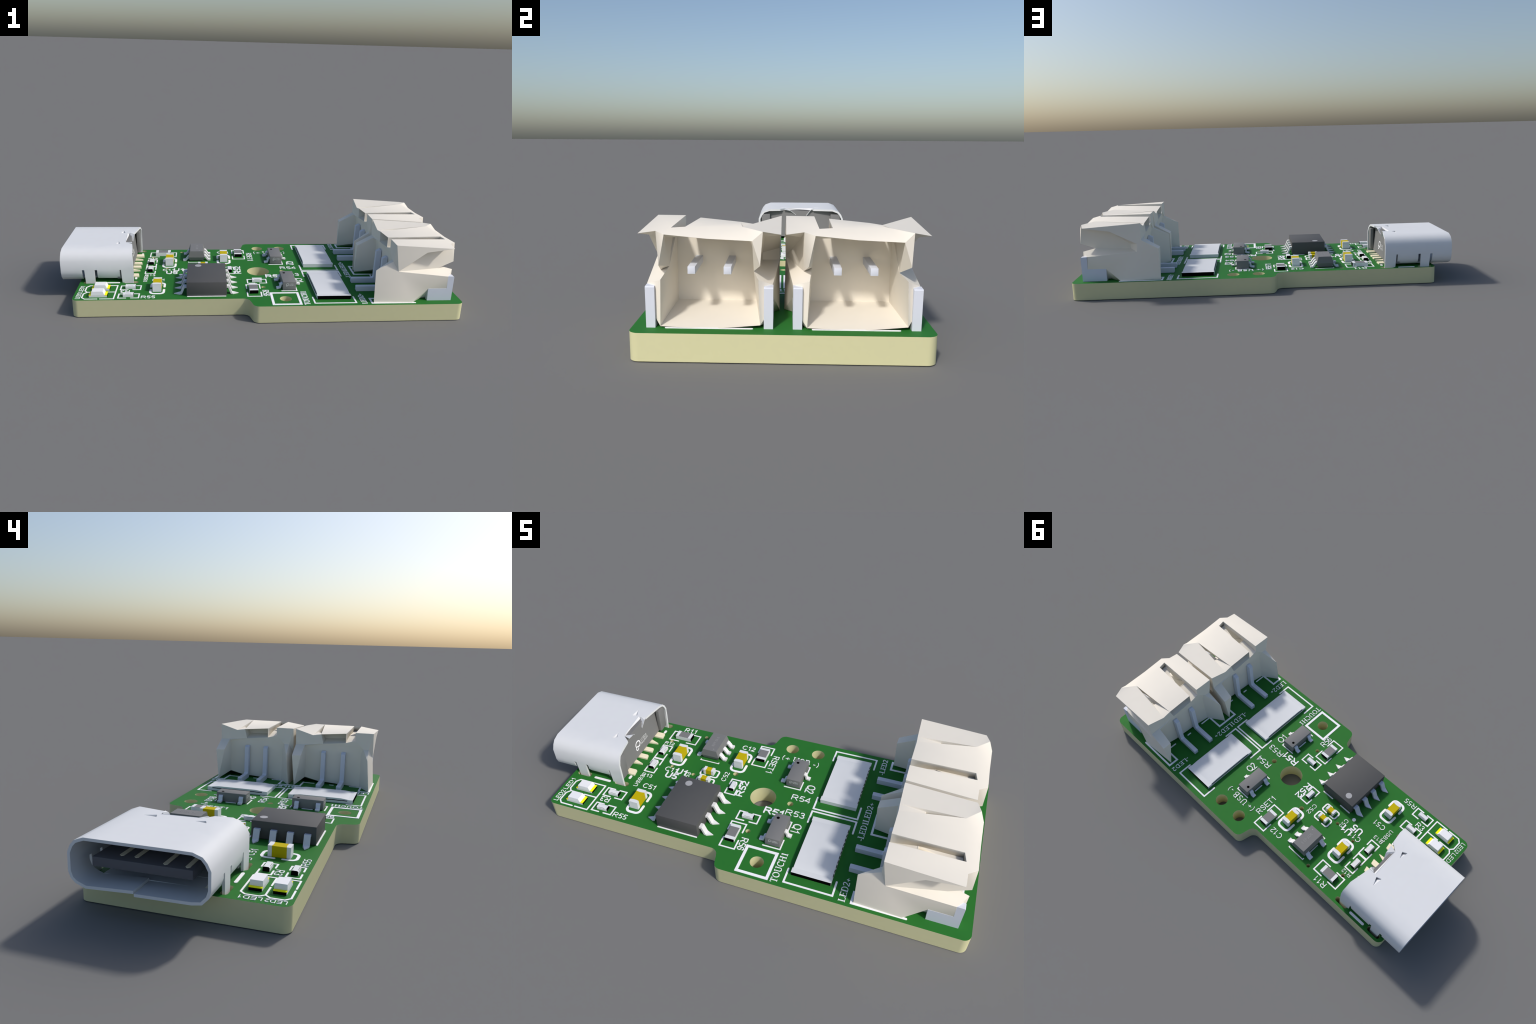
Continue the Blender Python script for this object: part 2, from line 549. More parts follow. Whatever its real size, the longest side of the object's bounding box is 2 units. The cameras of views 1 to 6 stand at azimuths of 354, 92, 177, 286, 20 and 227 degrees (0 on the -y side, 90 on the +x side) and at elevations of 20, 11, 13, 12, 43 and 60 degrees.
def bowl(cx, cy, rx, ry, a0, a1, n=14):
    return [(cx + rx * math.cos(math.radians(a0 + (a1 - a0) * i / n)),
             cy + ry * math.sin(math.radians(a0 + (a1 - a0) * i / n))) for i in range(n + 1)]


def stem(x):
    return [([(x, 0.03), (x, 0.97)], TH), ([(x - 0.12, 0.025), (x + 0.12, 0.025)], TN), ([(x - 0.12, 0.975), (x + 0.12, 0.975)], TN)]


SERIF = {
    'T': (0.68, [([(0.33, 0.03), (0.33, 0.95)], TH), ([(0.03, 0.97), (0.63, 0.97)], TN), ([(0.05, 0.97), (0.05, 0.78)], TN),
                 ([(0.61, 0.97), (0.61, 0.78)], TN), ([(0.20, 0.025), (0.46, 0.025)], TN)]),
    'O': (0.80, [(bowl(0.38, 0.5, 0.31, 0.47, 60, -245, 20), 0.10), (bowl(0.38, 0.5, 0.31, 0.47, 60, 115, 4), 0.07)]),
    'U': (0.80, [([(0.16, 0.97), (0.16, 0.30)] + bowl(0.38, 0.28, 0.22, 0.25, 180, 360, 10) + [(0.60, 0.97)], 0.085),
                 ([(0.03, 0.975), (0.29, 0.975)], TN), ([(0.48, 0.975), (0.72, 0.975)], TN)]),
    'C': (0.74, [(bowl(0.38, 0.5, 0.31, 0.47, 48, 312, 18), 0.095), ([(0.60, 0.97), (0.60, 0.70)], TN)]),
    'H': (0.82, stem(0.15) + stem(0.63) + [([(0.21, 0.52), (0.57, 0.52)], TN)]),
    '1': (0.50, [([(0.26, 0.03), (0.26, 0.95)], TH), ([(0.24, 0.93), (0.10, 0.84)], TN), ([(0.10, 0.025), (0.42, 0.025)], TN)]),
    'L': (0.68, stem(0.16) + [([(0.22, 0.03), (0.58, 0.03), (0.61, 0.22)], TN)]),
    'E': (0.70, stem(0.16) + [([(0.22, 0.03), (0.58, 0.03), (0.61, 0.20)], TN), ([(0.22, 0.97), (0.57, 0.97), (0.57, 0.80)], TN),
                              ([(0.22, 0.52), (0.46, 0.52)], TN), ([(0.46, 0.42), (0.46, 0.62)], TN)]),
    'D': (0.80, stem(0.16) + [([(0.22, 0.97), (0.34, 0.97)] + bowl(0.36, 0.5, 0.29, 0.47, 90, -90, 12) + [(0.22, 0.03)], 0.085)]),
    '2': (0.58, [(bowl(0.27, 0.72, 0.20, 0.24, 165, -20, 10) + [(0.30, 0.34), (0.06, 0.06)], 0.085), ([(0.06, 0.045), (0.46, 0.045), (0.50, 0.16)], 0.08)]),
    'S': (0.62, [([(0.48, 0.82)] + bowl(0.28, 0.74, 0.18, 0.22, 40, 200, 8) + [(0.20, 0.58), (0.40, 0.42)] + bowl(0.28, 0.26, 0.20, 0.22, 20, -150, 8), 0.085)]),
    'B': (0.74, stem(0.16) + [([(0.22, 0.97), (0.34, 0.97)] + bowl(0.34, 0.75, 0.19, 0.22, 90, -90, 8) + [(0.22, 0.53)], 0.07),
                              ([(0.24, 0.50), (0.34, 0.50)] + bowl(0.36, 0.265, 0.23, 0.235, 90, -90, 8) + [(0.22, 0.03)], 0.07)]),
    '+': (0.64, [([(0.08, 0.38), (0.56, 0.38)], 0.06), ([(0.32, 0.14), (0.32, 0.62)], 0.06)]),
    '-': (0.36, [([(0.05, 0.32), (0.29, 0.32)], 0.09)]),
    '(': (0.36, [(bowl(0.42, 0.42, 0.32, 0.62, 125, 235, 8), 0.065)]),
    ')': (0.36, [(bowl(-0.06, 0.42, 0.32, 0.62, 55, -55, 8), 0.065)]),
    ' ': (0.26, []),
}


def serif(text, x, y, ang, length, height):
    total = sum(SERIF[c][0] for c in text)
    kx = length / total
    ca, sa = math.cos(math.radians(ang)), math.sin(math.radians(ang))
    p = Pen()
    at = 0.0
    for ch in text:
        adv, strokes = SERIF[ch]
        for pts, w in strokes:
            q = []
            for a, b in pts:
                u, v = (at + a) * kx, b * height
                q.append((x + u * ca - v * sa, y + u * sa + v * ca))
            p.stroke(q, w * 0.5 * (kx + height), round_ends=False)
        at += adv
    p.done("silkscreen_text", silk)


serif("TOUCH1", 0.2363, -0.4385, 90, 0.1580, 0.0288)
serif("LED2+", 0.5180, -0.4365, 90, 0.1200, 0.0270)
serif("-LED1LED2+", 0.5165, -0.1125, 90, 0.2410, 0.0265)
serif("-LED2", 0.5185, 0.3240, 90, 0.1140, 0.0240)
serif("(+ USB -)", 0.0140, 0.2745, 0, 0.1920, 0.0340)

# ------------------------------------------------------------------ chip capacitors and resistors


def capacitor(x0, x1, y0, y1, z1, end, along='y', bulge=0.003):
    holder = part("ceramic_capacitor", ((x0 + x1) / 2, (y0 + y1) / 2, ZB))
    hx, hy, h = (x1 - x0) / 2, (y1 - y0) / 2, z1 - ZB
    if along == 'x':
        hx, hy = hy, hx
    new_obj("capacitor_body", box_mesh(-hx + 0.0009, hx - 0.0009, -hy + end * 0.5, hy - end * 0.5, 0.0006, h - 0.0009),
            [M_YELLOW], holder)
    for s in (-1, 1):
        inner = [(-hx + 2 * hx * i / 8, s * (hy - end - bulge * math.sin(math.pi * i / 8))) for i in range(9)]
        me = prism_xy(inner + [(hx, s * hy), (-hx, s * hy)], 0.0002, h)
        new_obj("end_terminal", me, [M_WHITE], holder, angle=25)
    if along == 'x':
        holder.rotation_euler = (0, 0, math.pi / 2)


capacitor(-0.4888, -0.4462, 0.0897, 0.1745, 0.1300, 0.0150)
capacitor(-0.1850, -0.1432, 0.1432, 0.2285, 0.1300, 0.0150)
capacitor(-0.5318, -0.4895, -0.2645, -0.1785, 0.1300, 0.0150)
capacitor(-0.3082, -0.2556, 0.0528, 0.0800, 0.1140, 0.0120, 'x', 0.0015)
capacitor(-0.3082, -0.2556, -0.0080, 0.0195, 0.1140, 0.0120, 'x', 0.0015)


def film_resistor(x0, x1, y0, y1, z1, along):
    """Chip resistor: white sides, grey film between two pale bands, black standing in for missing end faces."""
    L, W = ((x1 - x0), (y1 - y0)) if along == 'x' else ((y1 - y0), (x1 - x0))
    holder = part("chip_resistor", ((x0 + x1) / 2, (y0 + y1) / 2, ZB))
    h = z1 - ZB
    if along == 'y':
        holder.rotation_euler = (0, 0, math.pi / 2)
    band = L * 0.185
    me = box_mesh(-L / 2, L / 2, -W / 2, W / 2, 0.0003, h - 0.0008, ids=[1, 1, 0, 0, 0, 0])
    new_obj("resistor_body", me, [M_WHITE, M_BLACK], holder)
    new_obj("resistor_film", box_mesh(-L / 2 + band, L / 2 - band, -W / 2 + 0.0004, W / 2 - 0.0004, h * 0.5, h - 0.0002), [M_RGREY], holder)
    for s in (-1, 1):
        a, b = sorted((s * (L / 2 - 0.0004), s * (L / 2 - band)))
        new_obj("end_terminal", box_mesh(a, b, -W / 2 - 0.0003, W / 2 + 0.0003, h * 0.80, h), [M_WHITE], holder)
    return holder


R11 = film_resistor(-0.5535, -0.4695, 0.2468, 0.2885, 0.1085, 'x')
film_resistor(-0.0482, -0.0050, -0.2990, -0.2135, 0.1060, 'y')
film_resistor(-0.0990, -0.0555, 0.2240, 0.3065, 0.1060, 'y')


def small_resistor(x0, x1, y0, y1, along):
    """Tiny pale resistor: pitched top edges, black in place of missing ends and a dark seam on each long shoulder."""
    L, W = ((x1 - x0), (y1 - y0)) if along == 'x' else ((y1 - y0), (x1 - x0))
    h = 0.0170
    holder = part("chip_resistor", ((x0 + x1) / 2, (y0 + y1) / 2, ZB))
    if along == 'y':
        holder.rotation_euler = (0, 0, math.pi / 2)
    a, b, c = L / 2, W / 2, W / 2 - 0.0035
    prof = [(-b, 0.0004), (b, 0.0004), (b, h - 0.0035), (c, h), (-c, h), (-b, h - 0.0035)]
    n = len(prof)
    v = [(-a, y, z) for y, z in prof] + [(a, y, z) for y, z in prof]
    f = [tuple(range(n)), tuple(range(2 * n - 1, n - 1, -1))] + [(i, (i + 1) % n, n + (i + 1) % n, n + i) for i in range(n)]
    new_obj("resistor_body", mesh_from(v, f, [1, 1] + [0] * n), [M_WHITE, M_BLACK], holder, angle=20)
    for s in (-1, 1):
        y_a, y_b = sorted((s * (b - 0.0016), s * (b - 0.0026)))
        me = box_mesh(-L * 0.28, L * 0.28, y_a, y_b, h - 0.006, h - 0.0010)
        new_obj("resistor_dark_line", me, [M_BLACK], holder)


small_resistor(-0.5812, -0.5540, 0.1085, 0.1580, 'y')
small_resistor(-0.5795, -0.5515, 0.0010, 0.0510, 'y')
small_resistor(-0.6695, -0.6190, -0.2245, -0.1995, 'x')
small_resistor(-0.6700, -0.6195, -0.3230, -0.2985, 'x')
small_resistor(-0.1495, -0.1245, -0.0120, 0.0365, 'y')
small_resistor(-0.0255, 0.0260, -0.1535, -0.1285, 'x')

# ------------------------------------------------------------------ light emitting diodes
for x0, x1, y0, y1 in ((-0.8310, -0.7458, -0.2445, -0.2005), (-0.8322, -0.7465, -0.3235, -0.2805)):
    led = part("light_emitting_diode", ((x0 + x1) / 2, (y0 + y1) / 2, ZB))
    a, b = (x1 - x0) / 2, (y1 - y0) / 2
    new_obj("led_base", box_mesh(-a, a, -b, b, 0.0003, 0.0122, ids=[2, 2, 0, 0, 0, 1]), [M_WHITE, M_LEDYEL, M_BLACK], led)  # black ends replace faces missing from the original
    new_obj("led_terminal", box_mesh(-a - 0.0002, -a + 0.0125, -b - 0.0002, b + 0.0002, 0.0098, 0.0130), [M_LEDYEL], led)
    new_obj("led_terminal", box_mesh(a - 0.0125, a + 0.0002, -b - 0.0002, b + 0.0002, 0.0098, 0.0130), [M_LEDYEL], led)
    z0, z1 = 0.0112, 0.0305
    v = []
    for z in (z0, z1):
        xa, xb = (-a + 0.0100, a - 0.0105) if z == z0 else (-a + 0.0135, a - 0.0190)
        hy = b + 0.0004 if z == z0 else b - 0.0010
        v += [(x, y, z) for y in (-hy, hy) for x in (xa, xb)]
    f = [(0, 4, 6, 2), (1, 3, 7, 5), (0, 1, 5, 4), (2, 6, 7, 3), (0, 2, 3, 1), (4, 5, 7, 6)]
    new_obj("led_lens", mesh_from(v, f), [M_LENS], led, angle=20)

# ------------------------------------------------------------------ eight lead chip
chip = part("eight_lead_chip", (-0.2630, -0.1930, ZB))
new_obj("chip_body", box_mesh(-0.0985, 0.0985, -0.1300, 0.1300, 0.0020, 0.0742, bevel=0.0012), [M_CHIP], chip)
dot = prism_xy(arc(0, 0, 0.0165, 0, 345, 23), 0.0735, 0.0748)
new_obj("pin_one_dot", dot, [M_DOT], chip, loc=(-0.0435, 0.0945, 0))


def chip_lead_mesh():
    """Shoulder, leg and a foot that tapers to a point."""
    w = 0.0125
    v = [(0.0960, -w, 0.0455), (0.0960, w, 0.0455), (0.1120, w, 0.0455), (0.1120, -w, 0.0455),
         (0.1270, -w, 0.0080), (0.1270, w, 0.0080), (0.1310, -w, 0.0010), (0.1310, w, 0.0010),
         (0.1585, 0, 0.0010), (0.1585, 0, 0.0045),
         (0.0960, -w, 0.0360), (0.0960, w, 0.0360), (0.1060, w, 0.0360), (0.1060, -w, 0.0360),
         (0.1195, -w, 0.0030), (0.1195, w, 0.0030)]
    f = [(0, 1, 2, 3), (3, 2, 5, 4), (4, 5, 9), (4, 9, 8, 6), (5, 7, 8, 9), (6, 8, 7),
         (10, 13, 12, 11), (13, 14, 15, 12), (14, 6, 7, 15),
         (0, 3, 13, 10), (3, 4, 14, 13), (4, 6, 14), (1, 11, 12, 2), (2, 12, 15, 5), (5, 15, 7), (0, 10, 11, 1)]
    return mesh_from(v, f)


lm = chip_lead_mesh()
lm2 = lm.copy()
for i in range(4):
    y = -0.0985 + 0.0672 * i
    new_obj("chip_lead", lm, [M_LEAD_SUN], chip, angle=20, loc=(0.0, y, 0))
    o = new_obj("chip_lead", lm2, [M_LEAD_SHADE], chip, angle=20, loc=(0.0, y, 0))  # far side leads take the painted shade colour
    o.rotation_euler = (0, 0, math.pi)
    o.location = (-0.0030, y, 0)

# ------------------------------------------------------------------ three lead transistors
for dx, dy in ((0, 0), Q_SHIFT):
    tr = part("three_lead_transistor", (0.1565 + dx, -0.1880 + dy, ZB))
    new_obj("transistor_body", box_mesh(-0.0335, 0.0335, -0.0745, 0.0740, 0.0010, 0.0460, bevel=0.0010), [M_GREY], tr)
    new_obj("pin_one_dot", prism_xy(arc(0, 0, 0.0070, 0, 345, 23), 0.0455, 0.0466), [M_BLACK], tr, loc=(-0.0145, 0.0480, 0))
    ta = sweep([(0.030, 0.0300), (0.0380, 0.0300), (0.0425, 0.0255), (0.0460, 0.0080), (0.0640, 0.0052)], 0.0200, 0.0080)
    for s, y, m in ((1, -0.0010, M_LEAD_SUN), (-1, 0.0500, M_LEAD_SHADE), (-1, -0.0520, M_LEAD_SHADE)):
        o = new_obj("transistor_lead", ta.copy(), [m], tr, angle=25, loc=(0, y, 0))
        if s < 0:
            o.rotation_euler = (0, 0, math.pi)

# ------------------------------------------------------------------ five lead regulator
reg = part("five_lead_regulator", (-0.3180, 0.2220, ZB))
v = []
for z, hx, hy in ((0.0040, 0.0375, 0.0610), (0.0260, 0.0460, 0.0700), (0.0620, 0.0358, 0.0668)):
    v += [(sx * hx, sy * hy, z) for sx, sy in ((-1, -1), (1, -1), (1, 1), (-1, 1))]
f = [(3, 2, 1, 0), (8, 9, 10, 11)]
for r in (0, 4):
    f += [(r + k, r + (k + 1) % 4, r + 4 + (k + 1) % 4, r + 4 + k) for k in range(4)]
new_obj("regulator_body", mesh_from(v, f), [M_GREY], reg, angle=20)
ra = sweep([(0.036, 0.0290), (0.0460, 0.0290), (0.0500, 0.0265), (0.0620, 0.0090), (0.0660, 0.0052), (0.0790, 0.0052)], 0.0225, 0.0085)
for s, y, m in ((1, -0.0440, M_LEAD_SUN), (1, 0.0040, M_LEAD_SUN), (1, 0.0530, M_LEAD_SUN), (-1, -0.0500, M_LEAD_SHADE), (-1, 0.0480, M_LEAD_SHADE)):
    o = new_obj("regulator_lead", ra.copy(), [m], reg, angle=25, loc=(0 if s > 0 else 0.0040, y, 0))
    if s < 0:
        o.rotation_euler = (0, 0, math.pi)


def mark_text(text, size, mat, parent, matrix, depth=0.0004):
    cu = bpy.data.curves.new("t", 'FONT')
    cu.body = text
    cu.size = size
    cu.align_x = 'CENTER'
    cu.align_y = 'CENTER'
    cu.resolution_u = 3
    cu.extrude = depth
    me = curve_mesh(cu)
    me.transform(matrix)
    me.materials.clear()
    return new_obj("body_marking", me, [mat], parent, angle=None)


M_FAINT = material("faint_mark_ink", (0.31, 0.31, 0.31), 0.7, 0.1)
mark_text("SOT-23-5", 0.0185, M_FAINT, reg, Matrix.Translation((0.003, 0.004, 0.0620)) @ Matrix.Rotation(math.pi / 2, 4, 'Z'))
new_obj("pin_one_dot", prism_xy(arc(0, 0, 0.0032, 0, 330, 11), 0.0615, 0.0624), [M_FAINT], reg, loc=(0.016, -0.052, 0))


def cloud_mark(parent, matrix, mat, s):
    """Little loop mark: a ring with a lobe, built from short round strokes."""
    p = Pen()
    p.stroke(bowl(0, 0.10, 0.40, 0.34, -60, 200, 14), 0.13)
    p.stroke(bowl(-0.25, -0.28, 0.20, 0.20, 20, 330, 10), 0.12)
    p.stroke([(-0.05, -0.18), (0.22, -0.22)], 0.14)
    bm = bmesh.new()
    vs = [bm.verts.new((x * s, y * s, z * 4)) for x, y, z in p.v]
    for f in p.f:
        bm.faces.new([vs[i] for i in f])
    for f in bm.faces:
        f.normal_update()
        if f.normal.z < 0:
            f.normal_flip()
    bmesh.ops.transform(bm, matrix=matrix, verts=bm.verts)
    me = bpy.data.meshes.new("mark")
    bm.to_mesh(me)
    bm.free()
    new_obj("body_marking", me, [mat], parent, angle=None)


for o in [x for x in root.children if x.name.startswith("three_lead_transistor")]:
    face = Matrix.Translation((-0.010, -0.0748, 0.0300)) @ Matrix.Rotation(math.pi / 2, 4, 'X')
    cloud_mark(o, face, M_INK_DIM, 0.016)
    for k, t in enumerate(("LCEDA", "EasyEDA")):
        mark_text(t, 0.0072, M_INK_DIM, o,
                  Matrix.Translation((0.0120, -0.0746, 0.0330 - 0.0065 * k)) @ Matrix.Rotation(math.pi / 2, 4, 'X'))
cloud_mark(R11, Matrix.Translation((0.030, 0.0212, 0.0120)) @ Matrix.Rotation(math.pi, 4, 'Z') @ Matrix.Rotation(math.pi / 2, 4, 'X'), M_RGREY, 0.010)

# ------------------------------------------------------------------ sense resistors
for y0, y1, dark in ((-0.3795, -0.0570, -1), (0.0520, 0.3738, 1)):
    sr = part("sense_resistor", (0.3635, (y0 + y1) / 2, ZB))
    b = (y1 - y0) / 2
    a = 0.0847
    ids = [0, 0, 1 if dark < 0 else 0, 1 if dark > 0 else 0, 0, 0]
    new_obj("resistor_body", box_mesh(-a + 0.0012, a - 0.0012, -b + 0.0004, b - 0.0004, 0.0003, 0.0150, ids=ids), [M_WHITE, M_BLACK], sr)
    e = b - 0.0250
    n = 14
    rows = [(-b, a, .0198), (-e - .0005, a, .0200), (-e, a - .0032, .0201), (-e + .035, a - .0034, .0242),
            (e - .035, a - .0034, .0242), (e, a - .0032, .0201), (e + .0005, a, .0200), (b, a, .0198)]
    v, f = [], []
    for y, hx, z in rows:
        v += [(-hx, y, .0150), (hx, y, .0150), (hx, y, z), (-hx, y, z)]
    m_ids = []
    for i in range(len(rows) - 1):
        for k in range(4):
            f.append((4 * i + k, 4 * i + (k + 1) % 4, 4 * i + 4 + (k + 1) % 4, 4 * i + 4 + k))
            m_ids.append(0)
    q = 4 * (len(rows) - 1)
    f += [(3, 2, 1, 0), (q, q + 1, q + 2, q + 3)]
    m_ids += [1 if dark < 0 else 0, 1 if dark > 0 else 0]
    new_obj("resistor_plate", mesh_from(v, f, m_ids), [M_STEEL, M_BLACK], sr, angle=40)
    new_obj("resistor_dark_line", box_mesh(-a + 0.0008, -a + 0.0030, -e + 0.002, e - 0.002, 0.0120, 0.0152), [M_BLACK], sr)  # black strip painted for the shaded gap under the plate
    k = int((2 * e) / 0.024)
    for i in range(k):
        yy = -e + 0.010 + i * 2 * e / k
        new_obj("resistor_dark_line", box_mesh(a - 0.0030, a - 0.0006, yy, yy + 0.0150, 0.0120, 0.0153), [M_BLACK], sr)  # black dashes put in for the gap's shade along this edge

# ------------------------------------------------------------------ two-way wire connectors
HV = dict(
    # roof, rear edge from -y to +y
    T1=(.635, -.2095, .3842), T2=(.635, -.1146, .3837), T3=(.635, -.0645, .3760), T4=(.6375, .0715, .3630),
    K=(.6355, .1163, .3560), T5=(.6345, .2115, .3845),
    # roof, front edge
    F1=(.920, -.2096, .3660), F2=(.9196, -.1570, .3737), F3=(.9530, -.1260, .3687), LM=(.9530, -.0030, .3574),
    F4=(.9542, .1285, .3520), F5=(.9382, .1588, .3768), F6=(.9222, .2118, .3662),
    SA=(.9075, -.1130, .3822), SB=(.8980, -.0730, .3834), AP=(.8860, .0962, .3832), MS=(.7377, .1034, .3589),
    # -y flank
    TL=(.656, -.2100, .2517), SH=(.7855, -.2120, .3486), SI=(.8000, -.1600, .3380), U1=(.9530, -.1440, .2774), N1=(.8730, -.1555, .2468),
    LW=(.9530, -.1400, .2346), C1=(.9176, -.1880, .2143), BK=(.7400, -.2130, .0872), BF=(.9480, -.1450, .0915),
    BS=(.9200, -.1560, .0905), CC=(.9185, -.1868, .1515), CF=(.8262, -.1868, .1515), BI=(.8050, -.1600, .0905), WT=(.5498, -.1935, .2516), WB=(.5506, -.2076, .0868), WI=(.6330, -.1875, .2950),
    # +y flank
    TR=(.635, .2100, .2990), S2=(.7890, .2090, .3465), SJ=(.8000, .1600, .3380), U2=(.9546, .1517, .2794), N2=(.8854, .1300, .2481),
    RWt=(.9450, .1463, .2352), C2=(.9150, .1880, .2150), G1=(.6570, .2060, .2782), G2=(.6600, .2060, .2375),
    G3=(.7000, .1500, .2700), G4=(.7000, .1500, .2450),
    BR=(.7520, .2080, .0872), BG=(.9480, .1520, .0980), BT=(.9200, .1600, .0930), DC=(.9185, .1896, .1515), DF=(.8262, .1896, .1515), BJ=(.8050, .1620, .0905),
    VT=(.5498, .2105, .2516), VI=(.5483, .1625, .2539), VF=(.6290, .1590, .2993), VB=(.5500, .1945, .0880), VJ=(.6480, .1540, .1171),
    # rear wall and underside
    Q1=(.6340, -.1600, .2960), Q2=(.6400, -.1500, .0868), QA=(.6480, -.0650, .0900), QB=(.6480, .0300, .0970), QC=(.6480, .0740, .0980),
    R1=(.6400, -.1560, .3000), R2=(.6400, .1540, .3000), R3=(.6470, -.1480, .2600), R4=(.6480, .1530, .2600),
    BM=(.9530, .0080, .0868),
    # pocket and slot
    PA=(.635, -.0645, .3253), PB=(.635, .0574, .3121), PC=(.700, -.0645, .3400), PD=(.700, .0574, .3340), PE=(.700, -.0645, .3680), PF=(.700, .0650, .3560),
    ZA=(.635, -.1146, .3390), ZC=(.740, -.1140, .3500), ZD=(.740, -.0690, .3500),
    # cavity
    I1=(.737, -.1275, .351), I2=(.737, -.1275, .1165), I3=(.737, .131, .1165), I4=(.737, .131, .351),
    E1=(.740, -.138, .3515), E2=(.740, -.114, .3500), E3=(.740, -.069, .3500), E4=(.740, .075, .3500), E5=(.740, .104, .3500), E6=(.740, .138, .3515),
    J1=(.905, -.136, .3530), J2=(.9050, -.113, .3530), J3=(.8980, -.0730, .3530), J4=(.8860, .0962, .3520), J6=(.905, .136, .3500),
    NI=(.8650, -.1300, .2560),
)
HF = """T1 T2 SA F2 F1|T3 SB AP T4|T4 MS K|K AP T5|AP F6 T5|SA F3 F2|SA SB F3|SB LM F3|SB AP LM|AP F4 LM|AP F5 F4|AP F6 F5
F2 F3 U1|T1 F1 SH|T1 SH TL|F1 F2 SI SH|F2 U1 N1 SI|SH SI N1 TL|TL N1 C1|N1 LW C1|TL C1 CF|C1 CC CF|TL CF BK|BK CF BI|TL BK WB|TL WB WT|T1 TL WI|WI TL WT
C1 LW BF CC|CC BF BS|CC BS BI CF|BS BI BM|BI BK BM
F4 F5 U2|T5 S2 F6|T5 G1 S2|T5 TR G1|F5 F6 S2 SJ|F5 SJ N2 U2|S2 G3 N2 SJ|S2 G1 G3|G1 G2 G4 G3|G3 G4 N2|G4 G2 C2 N2|N2 C2 RWt
TR G2 G1|TR VT G2|VT VB BR G2|G2 BR DF|G2 DF C2|C2 DF DC|BR BJ DF|DC DF BJ BT|C2 DC BG RWt|DC BT BG|BT BM BJ|BJ BM BR|TR VF VI VT|VI VB VT|VI VF VJ|VI VJ VB
T1 WI Q1|WI WT Q1|WT R3 Q1|WT WB R3|WB Q2 R3|Q1 R3 R1|T1 Q1 T2|T2 Q1 ZA|ZA Q1 R1|ZA R1 PA|PA R1 R2 PB|R1 R3 R4 R2|R3 Q2 QA QB QC VJ R4|PB R2 VF|R2 R4 VF|VF R4 VJ|PB VF TR|PB TR K|K TR T5|PB K T4
T3 T4 PF PE|PA PB PD PC|PC PD PF PE|T3 PE PC PA|T4 PB PD PF
T2 ZA ZC E2 J2 SA|T3 PA ZD E3 J3 SB|SA J2 J3 SB|ZA PA ZD ZC
T4 E4 J4 AP|K MS E5 J4 AP|MS E5 E4 T4
I1 E1 E2 E3 E4 E5 E6 I4|E1 J1 J2 E2|E3 J3 J4 E4|E3 J3 J2|E5 J4 J6 E6|J1 F3 J2|J2 F3 LM J3|J3 LM J4|J4 LM F4|J4 F4 J6
I1 I2 I3 I4|BF BM I2|BM I3 I2|BM BG I3
F3 J1 E1 I1 NI|F3 NI U1|U1 NI N1|N1 NI LW|NI I1 I2|NI I2 LW|LW I2 BF
F4 U2 N2|F4 N2 J6|J6 N2 E6|E6 N2 I4|N2 I3 I4|N2 RWt I3|RWt BG I3
BF BS BM|BG BM BT|BK BR BM|BK Q2 QA BR|BK WB Q2|QA QB BR|QB QC BR|QC VJ BR|VJ VB BR"""


def housing_mesh():
    names = list(HV)
    idx = {n: i for i, n in enumerate(names)}
    faces = [tuple(idx[n] for n in s.split()) for s in HF.replace("\n", "|").split("|")]
    me = mesh_from([HV[n] for n in names], faces, fix=False)
    bm = bmesh.new()
    bm.from_mesh(me)
    bmesh.ops.triangulate(bm, faces=[f for f in bm.faces if len(f.verts) > 3])
    bmesh.ops.recalc_face_normals(bm, faces=bm.faces)
    bm.to_mesh(me)
    bm.free()
    return me


house = housing_mesh()
clip_mesh = prism_xz([(0.8262, ZB), (0.9485, ZB), (0.9495, 0.2105), (0.9470, 0.2135), (0.9180, 0.2150), (0.9190, 0.1508), (0.8250, 0.1506)], -0.01365, 0.01365)
PW, PT = 0.0226, 0.0226
leg_mesh = prism_xz([(0.4975, 0.0895), (0.4990, 0.0875), (0.6300, 0.0875), (0.6450, 0.1040), (0.6450, 0.2720), (0.6360, 0.2735), (0.6190, 0.2640),
                     (0.6160, 0.1190), (0.6090, 0.1135), (0.5000, 0.1135), (0.4975, 0.1110)], -PW / 2, PW / 2)
blade_mesh = box_mesh(0.7300, 0.9100, -PW / 2, PW / 2, 0.2432, 0.2656, bevel=0.0006)
bmj = bmesh.new()          # soldered leg and mating blade are one piece
bmj.from_mesh(leg_mesh)
bmj.from_mesh(blade_mesh)
pin_mesh = bpy.data.meshes.new("pin")
bmj.to_mesh(pin_mesh)
bmj.free()
for c in CONN_Y:
    con = part("wire_connector", (0, c, 0))
    new_obj("connector_housing", house, [M_HOUSE], con, angle=38)
    for y in (-0.1737, 0.1765):
        new_obj("mounting_clip", clip_mesh, [M_CLIP], con, angle=20, loc=(0, y, 0))
    for y in (-0.0555, 0.0525):
        new_obj("contact_pin", pin_mesh, [M_CLIP], con, angle=25, loc=(0, y, 0))

# ------------------------------------------------------------------ charging socket
usb = part("charging_socket")
# upper profile of the shell from -y side over the top to the +y side: (y, z, rear x)
LOWZ = 0.1570
UP = [(-.1412, LOWZ, -.638), (-.1415, .2030, -.638), (-.1300, .2265, -.640), (-.1150, .2435, -.643), (-.0830, .2548, -.643),
      (-.0200, .2556, -.652), (.0110, .2556, -.690), (.0125, .2556, -.690), (.1625, .2556, -.6985), (.1640, .2556, -.6830), (.1645, .2556, -.660),
      (.2200, .2556, -.650), (.2740, .2556, -.640), (.3060, .2435, -.640), (.3205, .2275, -.638), (.3312, .2030, -.638), (.3312, LOWZ, -.638)]


